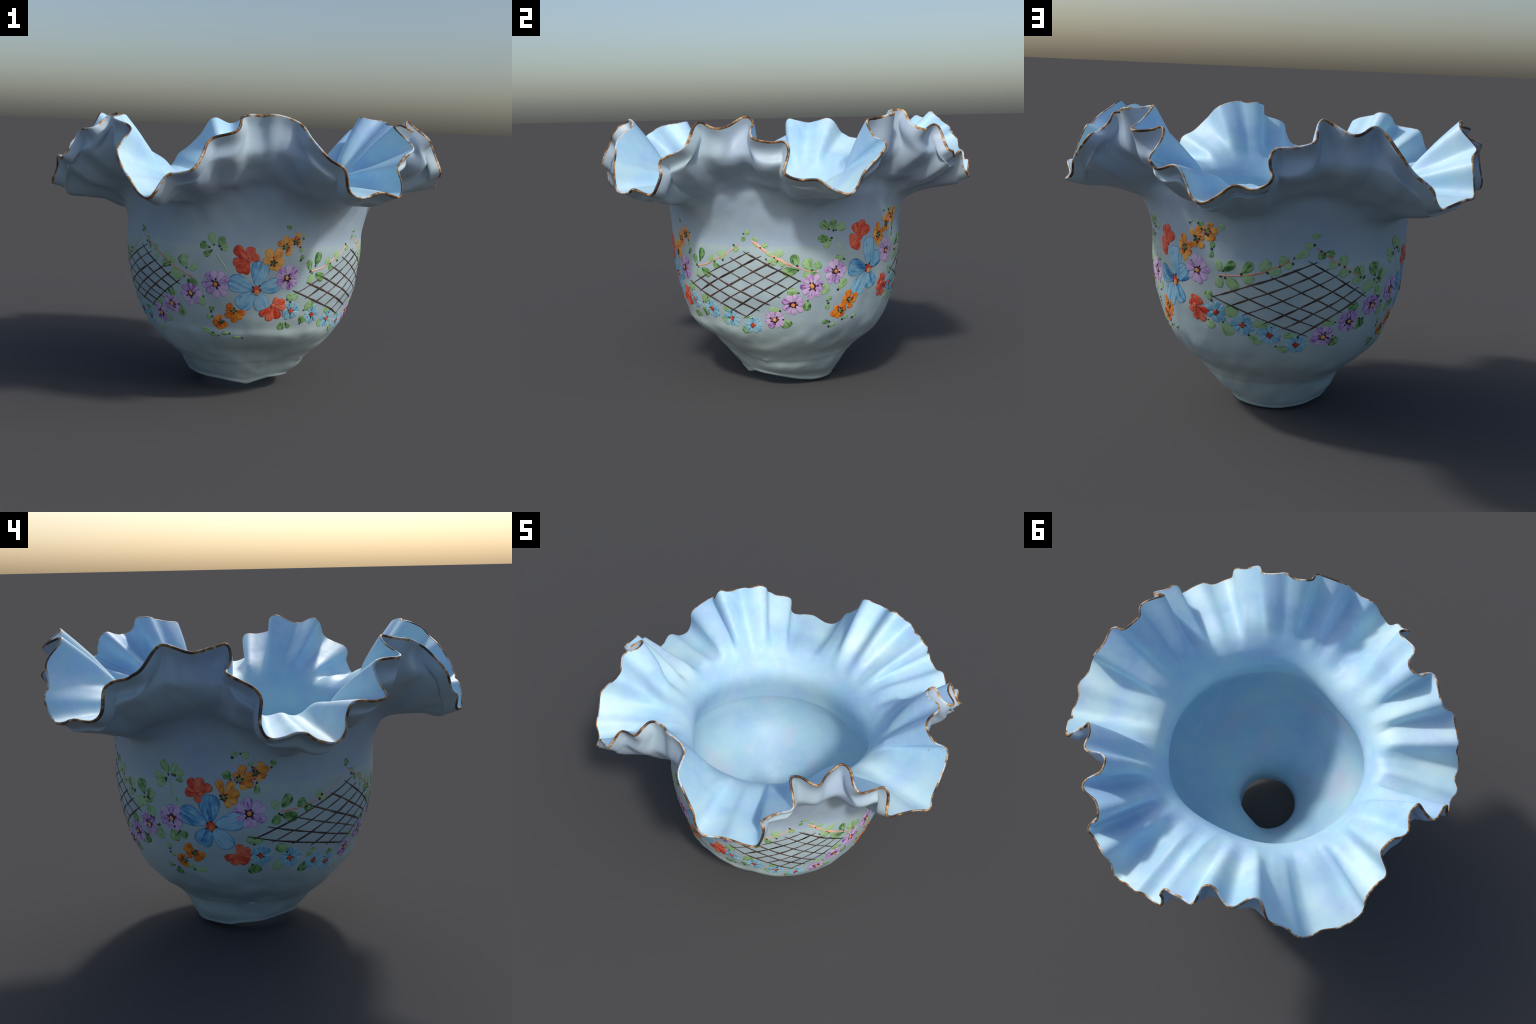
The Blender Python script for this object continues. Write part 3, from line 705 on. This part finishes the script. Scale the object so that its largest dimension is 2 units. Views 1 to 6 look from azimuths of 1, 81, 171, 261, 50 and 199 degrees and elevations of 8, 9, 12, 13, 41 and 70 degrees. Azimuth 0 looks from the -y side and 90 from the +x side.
# green strokes: (azimuth, height, length, half width, direction)
LEAVES = [
    ("front spray", [
        (300.7, 0.433, 0.046, 0.013, 40), (306, 0.841, 0.036, 0.012, 60), (310.2, 0.8, 0.029, 0.008, 60), (310.3, 0.352, 0.04, 0.01, -45),
        (311.7, 0.769, 0.029, 0.008, -60), (314.8, 0.488, 0.046, 0.015, 110), (315.9, 0.762, 0.036, 0.011, 60), (317, 0.731, 0.032, 0.011, -50),
        (318.8, 0.422, 0.053, 0.014, -80), (323, 0.693, 0.048, 0.014, 170), (323.5, 0.729, 0.042, 0.013, 110), (324.9, 0.55, 0.048, 0.016, 110),
        (326.6, 0.714, 0.035, 0.013, 40), (329.1, 0.471, 0.061, 0.017, -75), (329.5, 0.651, 0.076, 0.022, 170), (333.1, 0.715, 0.063, 0.021, 115),
        (336.5, 0.616, 0.057, 0.02, -35), (337.5, 0.688, 0.044, 0.014, 50), (341.5, 0.533, 0.048, 0.017, -110), (343, 0.379, 0.058, 0.012, 165),
        (343.4, 0.8, 0.047, 0.015, 165), (344.8, 0.454, 0.029, 0.011, 190), (344.9, 0.767, 0.043, 0.012, 215), (346.1, 0.493, 0.029, 0.011, 80),
        (346.8, 0.832, 0.053, 0.016, 108), (347, 0.363, 0.045, 0.01, 170), (350.9, 0.824, 0.046, 0.015, 62), (352, 0.804, 0.037, 0.012, 10),
        (352.4, 0.787, 0.028, 0.007, -5), (353.1, 0.373, 0.039, 0.009, 180),
    ]),
    ("front spray", [
        (359.3, 0.352, 0.048, 0.008, 180), (21, 0.901, 0.031, 0.007, -25), (22.3, 0.417, 0.045, 0.016, -90), (24.4, 0.559, 0.041, 0.014, 110),
        (25.7, 0.561, 0.057, 0.015, 20), (25.8, 0.416, 0.035, 0.009, -50), (28, 0.793, 0.024, 0.008, -70), (28.7, 0.753, 0.025, 0.008, 60),
        (29, 0.853, 0.018, 0.006, 90), (33.2, 0.712, 0.054, 0.013, 105), (33.4, 0.442, 0.039, 0.016, 80), (34.5, 0.653, 0.048, 0.013, -100),
        (34.8, 0.445, 0.044, 0.015, 210), (36.1, 0.505, 0.061, 0.016, 25), (36.4, 0.509, 0.054, 0.02, 130), (37.5, 0.742, 0.064, 0.016, 70),
        (39.4, 0.659, 0.064, 0.017, -30), (44.4, 0.725, 0.039, 0.015, 150), (46.2, 0.699, 0.039, 0.013, -40), (48.1, 0.415, 0.05, 0.02, 220),
        (50.2, 0.472, 0.046, 0.015, 150), (50.5, 0.749, 0.045, 0.018, 100), (57.9, 0.788, 0.035, 0.012, -60), (58.8, 0.372, 0.046, 0.015, -60),
        (62, 0.435, 0.033, 0.009, 180), (62.1, 0.832, 0.029, 0.008, 60), (63.9, 0.866, 0.032, 0.009, 20),
    ]),
    ("right spray", [
        (67.6, 0.834, 0.029, 0.008, -20), (68.2, 0.804, 0.025, 0.007, 120), (71.8, 0.8, 0.038, 0.01, 20), (74.1, 0.764, 0.041, 0.01, -10),
        (75, 0.729, 0.054, 0.013, -20), (75.8, 0.483, 0.052, 0.013, 170), (78.1, 0.761, 0.047, 0.014, 40), (79.5, 0.719, 0.041, 0.012, -30),
        (81.2, 0.412, 0.052, 0.023, -60), (83.7, 0.677, 0.07, 0.019, 190), (84.8, 0.574, 0.054, 0.016, 170), (85.8, 0.73, 0.054, 0.018, 110),
        (91.4, 0.503, 0.052, 0.019, -100), (91.9, 0.705, 0.06, 0.022, 120), (92.9, 0.662, 0.07, 0.019, 200), (96.2, 0.699, 0.038, 0.016, 60),
        (99.3, 0.827, 0.06, 0.015, 165), (99.4, 0.891, 0.054, 0.016, 140), (99.5, 0.584, 0.055, 0.023, -60), (101.2, 0.809, 0.054, 0.014, -130),
        (102, 0.492, 0.033, 0.01, -100), (102.2, 0.408, 0.036, 0.01, 180), (102.6, 0.53, 0.029, 0.009, 40), (103.5, 0.891, 0.051, 0.015, 95),
        (106, 0.386, 0.033, 0.008, 20), (107, 0.727, 0.048, 0.013, 170), (107.2, 0.878, 0.054, 0.017, 25), (108.7, 0.596, 0.062, 0.015, 50),
        (113.1, 0.419, 0.035, 0.007, 25), (118.5, 0.422, 0.024, 0.007, 45),
    ]),
    ("right spray", [
        (134, 0.99, 0.027, 0.01, 70), (137.4, 0.972, 0.021, 0.008, 120), (139.1, 0.937, 0.038, 0.011, 100), (142.5, 0.494, 0.043, 0.017, -60),
        (142.7, 0.626, 0.045, 0.017, 120), (143.9, 0.814, 0.03, 0.009, -100), (144.1, 0.85, 0.029, 0.011, 80), (147.4, 0.764, 0.05, 0.014, 105),
        (147.8, 0.697, 0.05, 0.015, -100), (148.5, 0.934, 0.037, 0.011, 70), (150.3, 0.485, 0.067, 0.023, -60), (151.6, 0.768, 0.062, 0.016, 40),
        (152.8, 0.698, 0.068, 0.019, -35), (153.3, 0.565, 0.066, 0.024, 140), (159.3, 0.769, 0.064, 0.016, 50), (159.4, 0.729, 0.058, 0.018, -30),
        (162.8, 0.449, 0.063, 0.018, -35), (166.1, 0.785, 0.061, 0.017, 45), (166.2, 0.518, 0.071, 0.016, 170), (169.9, 0.765, 0.055, 0.015, 15),
        (173.2, 0.808, 0.046, 0.016, 60), (174.6, 0.406, 0.058, 0.014, -25), (175.7, 0.792, 0.035, 0.011, 210), (178.4, 0.47, 0.057, 0.012, 170),
        (180.2, 0.838, 0.064, 0.013, 25), (183.5, 0.879, 0.038, 0.012, 190),
    ]),
    ("left spray", [
        (185.5, 0.92, 0.038, 0.01, 15), (188.5, 0.837, 0.035, 0.014, -80), (191.8, 0.842, 0.044, 0.013, -5), (194.1, 0.794, 0.044, 0.014, 180),
        (194.5, 0.529, 0.057, 0.018, 180), (198.3, 0.805, 0.047, 0.018, 100), (198.3, 0.439, 0.055, 0.02, -70), (199, 0.755, 0.048, 0.015, 190),
        (205.3, 0.595, 0.044, 0.016, 120), (205.5, 0.594, 0.055, 0.018, 180), (205.8, 0.754, 0.051, 0.019, 110), (205.8, 0.718, 0.057, 0.014, 195),
        (207, 0.757, 0.043, 0.015, 100), (207, 0.728, 0.04, 0.014, 190), (210.3, 0.505, 0.059, 0.015, -130), (211.2, 0.511, 0.05, 0.016, -60),
        (212, 0.687, 0.073, 0.02, 215), (213.8, 0.756, 0.064, 0.02, 115), (215.1, 0.76, 0.054, 0.016, 110), (215.9, 0.693, 0.054, 0.018, 190),
        (217.9, 0.701, 0.037, 0.011, 30), (217.9, 0.65, 0.043, 0.019, 90), (218.3, 0.731, 0.049, 0.015, 50), (218.7, 0.647, 0.048, 0.02, 110),
        (219.4, 0.727, 0.048, 0.014, 40), (221.1, 0.567, 0.063, 0.014, -110), (221.6, 0.562, 0.061, 0.017, -80), (222.4, 0.4, 0.034, 0.011, 180),
        (224.7, 0.499, 0.028, 0.012, 90), (225.1, 0.818, 0.059, 0.015, 165),
    ]),
    ("left spray", [
        (225.5, 0.461, 0.024, 0.009, -45), (225.7, 0.792, 0.047, 0.014, 205), (226.2, 0.375, 0.043, 0.015, -100), (227.8, 0.858, 0.064, 0.016, 112),
        (229.1, 0.567, 0.07, 0.015, -105), (230, 0.556, 0.045, 0.018, -130), (231.7, 0.853, 0.049, 0.014, 65), (233.6, 0.569, 0.039, 0.015, -40),
        (233.6, 0.411, 0.036, 0.011, 10), (233.7, 0.837, 0.043, 0.013, 25), (233.8, 0.81, 0.035, 0.008, 0), (238.4, 0.398, 0.054, 0.011, 5),
        (253.5, 0.837, 0.04, 0.015, 130), (256.2, 0.927, 0.028, 0.011, 60), (260.2, 0.925, 0.034, 0.012, -20), (262.4, 0.55, 0.041, 0.015, 120),
        (262.6, 0.883, 0.023, 0.009, 120), (263.4, 0.41, 0.051, 0.024, -70), (264.4, 0.548, 0.047, 0.013, 10), (264.7, 0.785, 0.043, 0.01, -90),
        (270.9, 0.884, 0.032, 0.01, 70), (272, 0.703, 0.043, 0.013, 110), (272.5, 0.645, 0.049, 0.015, -110), (273.9, 0.421, 0.051, 0.018, -90),
        (275.4, 0.502, 0.059, 0.018, 140), (276.1, 0.718, 0.063, 0.017, 55), (277.3, 0.496, 0.044, 0.014, 40), (277.5, 0.652, 0.07, 0.018, -15),
        (283.2, 0.701, 0.046, 0.017, 140), (285.4, 0.684, 0.044, 0.015, -40),
    ]),
    ("left spray", [
        (286.8, 0.393, 0.049, 0.018, -100), (289.9, 0.457, 0.054, 0.015, 40), (290.8, 0.728, 0.038, 0.014, 100), (293, 0.712, 0.035, 0.012, -60),
    ]),
]
# stems and garland strings: colour, width, points
STEMS = [
    ('orange', 0.008, [(33.6, 0.684), (38.5, 0.692), (43.4, 0.706)]),
    ('orange', 0.007, [(42.5, 0.704), (46.0, 0.726), (53.2, 0.756), (59.7, 0.810)]),
    ('orange', 0.016, [(66.0, 0.825), (71.7, 0.780), (76.5, 0.748), (81.9, 0.715), (84.6, 0.702)]),
    ('orange', 0.006, [(84.6, 0.702), (91.0, 0.679), (97.3, 0.666)]),
    ('orange', 0.007, [(146.8, 0.723), (156.9, 0.735), (164.6, 0.753), (172.5, 0.791), (177.7, 0.819)]),
    ('orange', 0.007, [(186.2, 0.870), (194.0, 0.811), (201.2, 0.763), (207.9, 0.725)]),
    ('orange', 0.008, [(273.3, 0.678), (277.6, 0.679), (281.7, 0.686)]),
    ('orange', 0.006, [(281.7, 0.686), (289.9, 0.705), (295.4, 0.732), (303.0, 0.795)]),
    ('orange', 0.007, [(306.7, 0.819), (314.7, 0.770), (323.4, 0.710), (331.8, 0.668), (338.7, 0.637)]),
    ('green', 0.011, [(348.8, 0.772), (349.9, 0.743), (352.1, 0.719), (353.8, 0.684)]),
    ('green', 0.01, [(104.8, 0.846), (106.2, 0.802), (108.6, 0.771), (109.4, 0.738)]),
    ('green', 0.01, [(230.0, 0.805), (229.9, 0.764), (231.7, 0.745), (232.4, 0.712)]),
]
# lattice panels: left, top, right and bottom corner (azimuth, height)
PANELS = [
    [(26.7, 0.584), (63.5, 0.769), (87.6, 0.628), (60.6, 0.445)],
    [(145.1, 0.628), (186.0, 0.806), (209.8, 0.645), (182.5, 0.476)],
    [(262.7, 0.563), (306.3, 0.760), (329.6, 0.612), (309.1, 0.466)],
]

specks = []
for kind, az, z, petals in FLOWERS:
    o, n = wrap(az, z, np.array([0.]), np.array([0.]), np.array([0.]))
    up, _ = wrap(az, z, np.array([0.]), np.array([.01]), np.array([0.]))
    big = max(p[1] for p in petals)
    # the heart carries the flower
    hr = {"blue": .022, "small_blue": .013, "purple": .017, "red": .012, "orange": .013, "deep_orange": .012}[kind]
    hmat = {"blue": "heart_red", "small_blue": "heart_red", "purple": "heart_dark", "red": "red", "orange": "heart_green", "deep_orange": "heart_green"}[kind]
    heart = dab(kind.replace("deep_", "") + "_flower", az, z, oval(hr, hr * rng.uniform(.8, 1.15), rng.uniform(-.002, .002), 0), .0014, hmat, vase, angle=rng.uniform(0, 6.28), lift=.0022)
    heart.name = {"blue": "large_blue_flower", "small_blue": "small_blue_flower", "red": "red_flower", "orange": "orange_flower", "deep_orange": "orange_flower", "purple": "purple_flower"}[kind]
    Mi = heart.matrix_world.copy()
    for i, (g, ln, hw) in enumerate(petals):
        M = None
        shape = petal_shape(ln * 1.05, hw * {"red": .86, "orange": .86, "deep_orange": .88}.get(kind, 1.03), start={"blue": .07, "purple": .15, "small_blue": .14}.get(kind, .06), blunt={"blue": .58}.get(kind, .40), wob=rng.uniform(0, .05), ph=rng.uniform(0, 6))
        p = dab("petal", az, z, shape, .0011, kind, None, angle=math.radians(g), lift=.0003 + .0004 * (i % 3), rim_mat=kind + "_line")
        mw = p.matrix_world.copy()
        p.parent = heart
        p.matrix_parent_inverse = Mi.inverted()
        p.matrix_world = mw
    # little dark touches round the heart
    touch = {"blue": (5, .022, .006, "black"), "small_blue": (4, .013, .004, "black"), "purple": (5, .019, .0058, "heart_dark"), "red": (0, 0, 0, "black"),
             "orange": (5, .013, .0062, "black"), "deep_orange": (4, .012, .0062, "black")}[kind]
    for i in range(touch[0]):
        a = 6.283 * (i + rng.uniform(-.3, .3)) / touch[0]
        rr = touch[1] * rng.uniform(.75, 1.25)
        dab("", az, z, oval(touch[2] * rng.uniform(.6, .95), touch[2] * rng.uniform(.8, 1.5), 0, rr), .001, touch[3], None, angle=a, lift=.0030, join=specks)
    if kind == "purple":
        dab("", az, z, oval(.011 * rng.uniform(.8, 1.1), .0125 * rng.uniform(.8, 1.1), rng.uniform(-.003, .003), rng.uniform(-.003, .003)), .0012, "heart_orange", None, angle=rng.uniform(0, 6.28), lift=.0034, join=specks)
    if kind == "blue":
        dab("", az, z, oval(.013, .015, .002, -.012), .002, "heart_orange", None, angle=math.pi / 2, lift=.0036, join=specks)
    if kind in ("orange", "deep_orange"):
        for i in range(3):
            dab("", az, z, oval(.0055, .006, 0, rng.uniform(.012, .026)), .001, "heart_red", None, angle=rng.uniform(0, 6.28), lift=.0030, join=specks)

for _, group in LEAVES:
    for az, z, ln, hw, g in group:
        sa, ca = math.sin(math.radians(g)), math.cos(math.radians(g))
        # the strokes are given by their middle: step back to the base
        s = np.interp(z, ZG, ARC) - ln / 2 * sa
        zb = float(np.interp(s, ARC, ZG))
        ab = az - math.degrees(ln / 2 * ca / np.interp(z, ZG, MEAN))
        dab("leaf", ab, zb, petal_shape(ln * 1.12, hw * 1.55, start=0, blunt=rng.uniform(.7, .95), wob=rng.uniform(0, .06), ph=rng.uniform(0, 6)), .0012, "leaf", vase, angle=math.radians(g), lift=.0002, rim_mat="leaf_line")
        if rng.random() < .75:
            k = rng.uniform(.0042, .0068)
            dab("", ab, zb, oval(k, k * rng.uniform(.8, 1.3)), .0012, "black", None, angle=rng.uniform(0, 6), lift=.0014, join=specks)


def stroke(name, pts, width, mat, parent, height=.0014, taper=.25, lift=0.0, wander=.0008, n=None):
    """a long brush line over the glass through (azimuth, height) points"""
    pts = np.array(pts, float)
    d = np.concatenate([[0], np.cumsum(np.hypot(np.diff(pts[:, 0]) * .0105, np.diff(pts[:, 1])))])
    n = n or max(12, int(d[-1] / .008))
    q = np.linspace(0, d[-1], n)
    A, Zz = np.interp(q, d, pts[:, 0]), np.interp(q, d, pts[:, 1])
    if len(pts) > 2:
        for _ in range(3):
            A[1:-1] = (A[:-2] + A[1:-1] * 2 + A[2:]) / 4
            Zz[1:-1] = (Zz[:-2] + Zz[1:-1] * 2 + Zz[2:]) / 4
    ph, k = rng.uniform(0, 6.28), rng.uniform(6, 14)
    wob = wander * np.sin(q / d[-1] * k + ph)
    u = q / d[-1]
    wd = width / 2 * (taper + (1 - taper) * np.minimum(1, np.minimum(u, 1 - u) / .12) ** .6) * (1 + .22 * np.sin(u * k * 1.7 + ph) + .12 * np.sin(u * k * 4.1))
    tx, ty = np.gradient(A) * .0105, np.gradient(Zz)
    ll = np.hypot(tx, ty)
    nx, ny = -ty / ll, tx / ll
    rows = []
    for sx, hh in ((-1, -.0012), (-.72, height * .7), (0, height), (.72, height * .7), (1, -.0012)):
        off_ = wd * sx + wob
        aa, zz = A + np.degrees(nx * off_ / .58), Zz + ny * off_
        P, _ = wrap(aa, zz, np.zeros(n), np.zeros(n), np.full(n, hh + (lift if hh > 0 else 0)))
        rows.append(P)
    G = np.stack(rows, 1)
    faces = [(i * 5 + j, i * 5 + j + 1, i * 5 + 5 + j + 1, i * 5 + 5 + j)[::-1] for i in range(n - 1) for j in range(4)]
    c = G.reshape(-1, 3)
    o = c.mean(0)
    return add(name, c - o, faces, [PAINTS[mat]], parent, matrix=Matrix.Translation(o))


for colour, width, pts in STEMS:
    stroke("stem", pts, width * 1.0, "stem_" + colour, vase)

for corners in PANELS:
    L, T, Rr, B = [np.array(c) for c in corners]
    cen = (L + T + Rr + B) / 4
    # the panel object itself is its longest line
    holder = None

    def bil(s, q):
        # s from the lower left side to the upper right one, q from the upper left to the lower right
        return (L * (1 - q) + B * q) * (1 - s) + (T * (1 - q) + Rr * q) * s
    for fam, count in ((0, 6), (1, 6)):
        for i in range(count):
            f = i / (count - 1) * .98 + .01 + rng.uniform(-.012, .012)
            e0, e1 = rng.uniform(-.08, -.02), 1 + rng.uniform(.02, .08)
            g0, g1 = f + rng.uniform(-.012, .012), f + rng.uniform(-.012, .012)
            ends = [bil(e, f + (g1 - g0) * (e - .5)) if fam == 0 else bil(f + (g1 - g0) * (e - .5), e) for e in np.linspace(e0, e1, 9)]
            ob = stroke("lattice_line", ends, rng.choice([.0068, .0084, .0100]), "brown", vase, height=.0015, lift=.0003 * fam)

V, Fc, fm, mats, c = [], [], [], [], 0
for P, faces, mt in specks:
    if PAINTS[mt] not in mats:
        mats.append(PAINTS[mt])
    V.append(P)
    Fc += [tuple(i + c for i in f) for f in faces]
    fm += [mats.index(PAINTS[mt])] * len(faces)
    c += len(P)
dots = add("paint_dots", np.vstack(V), Fc, mats, vase, face_mats=fm)
dots["kind"] = "stuff"
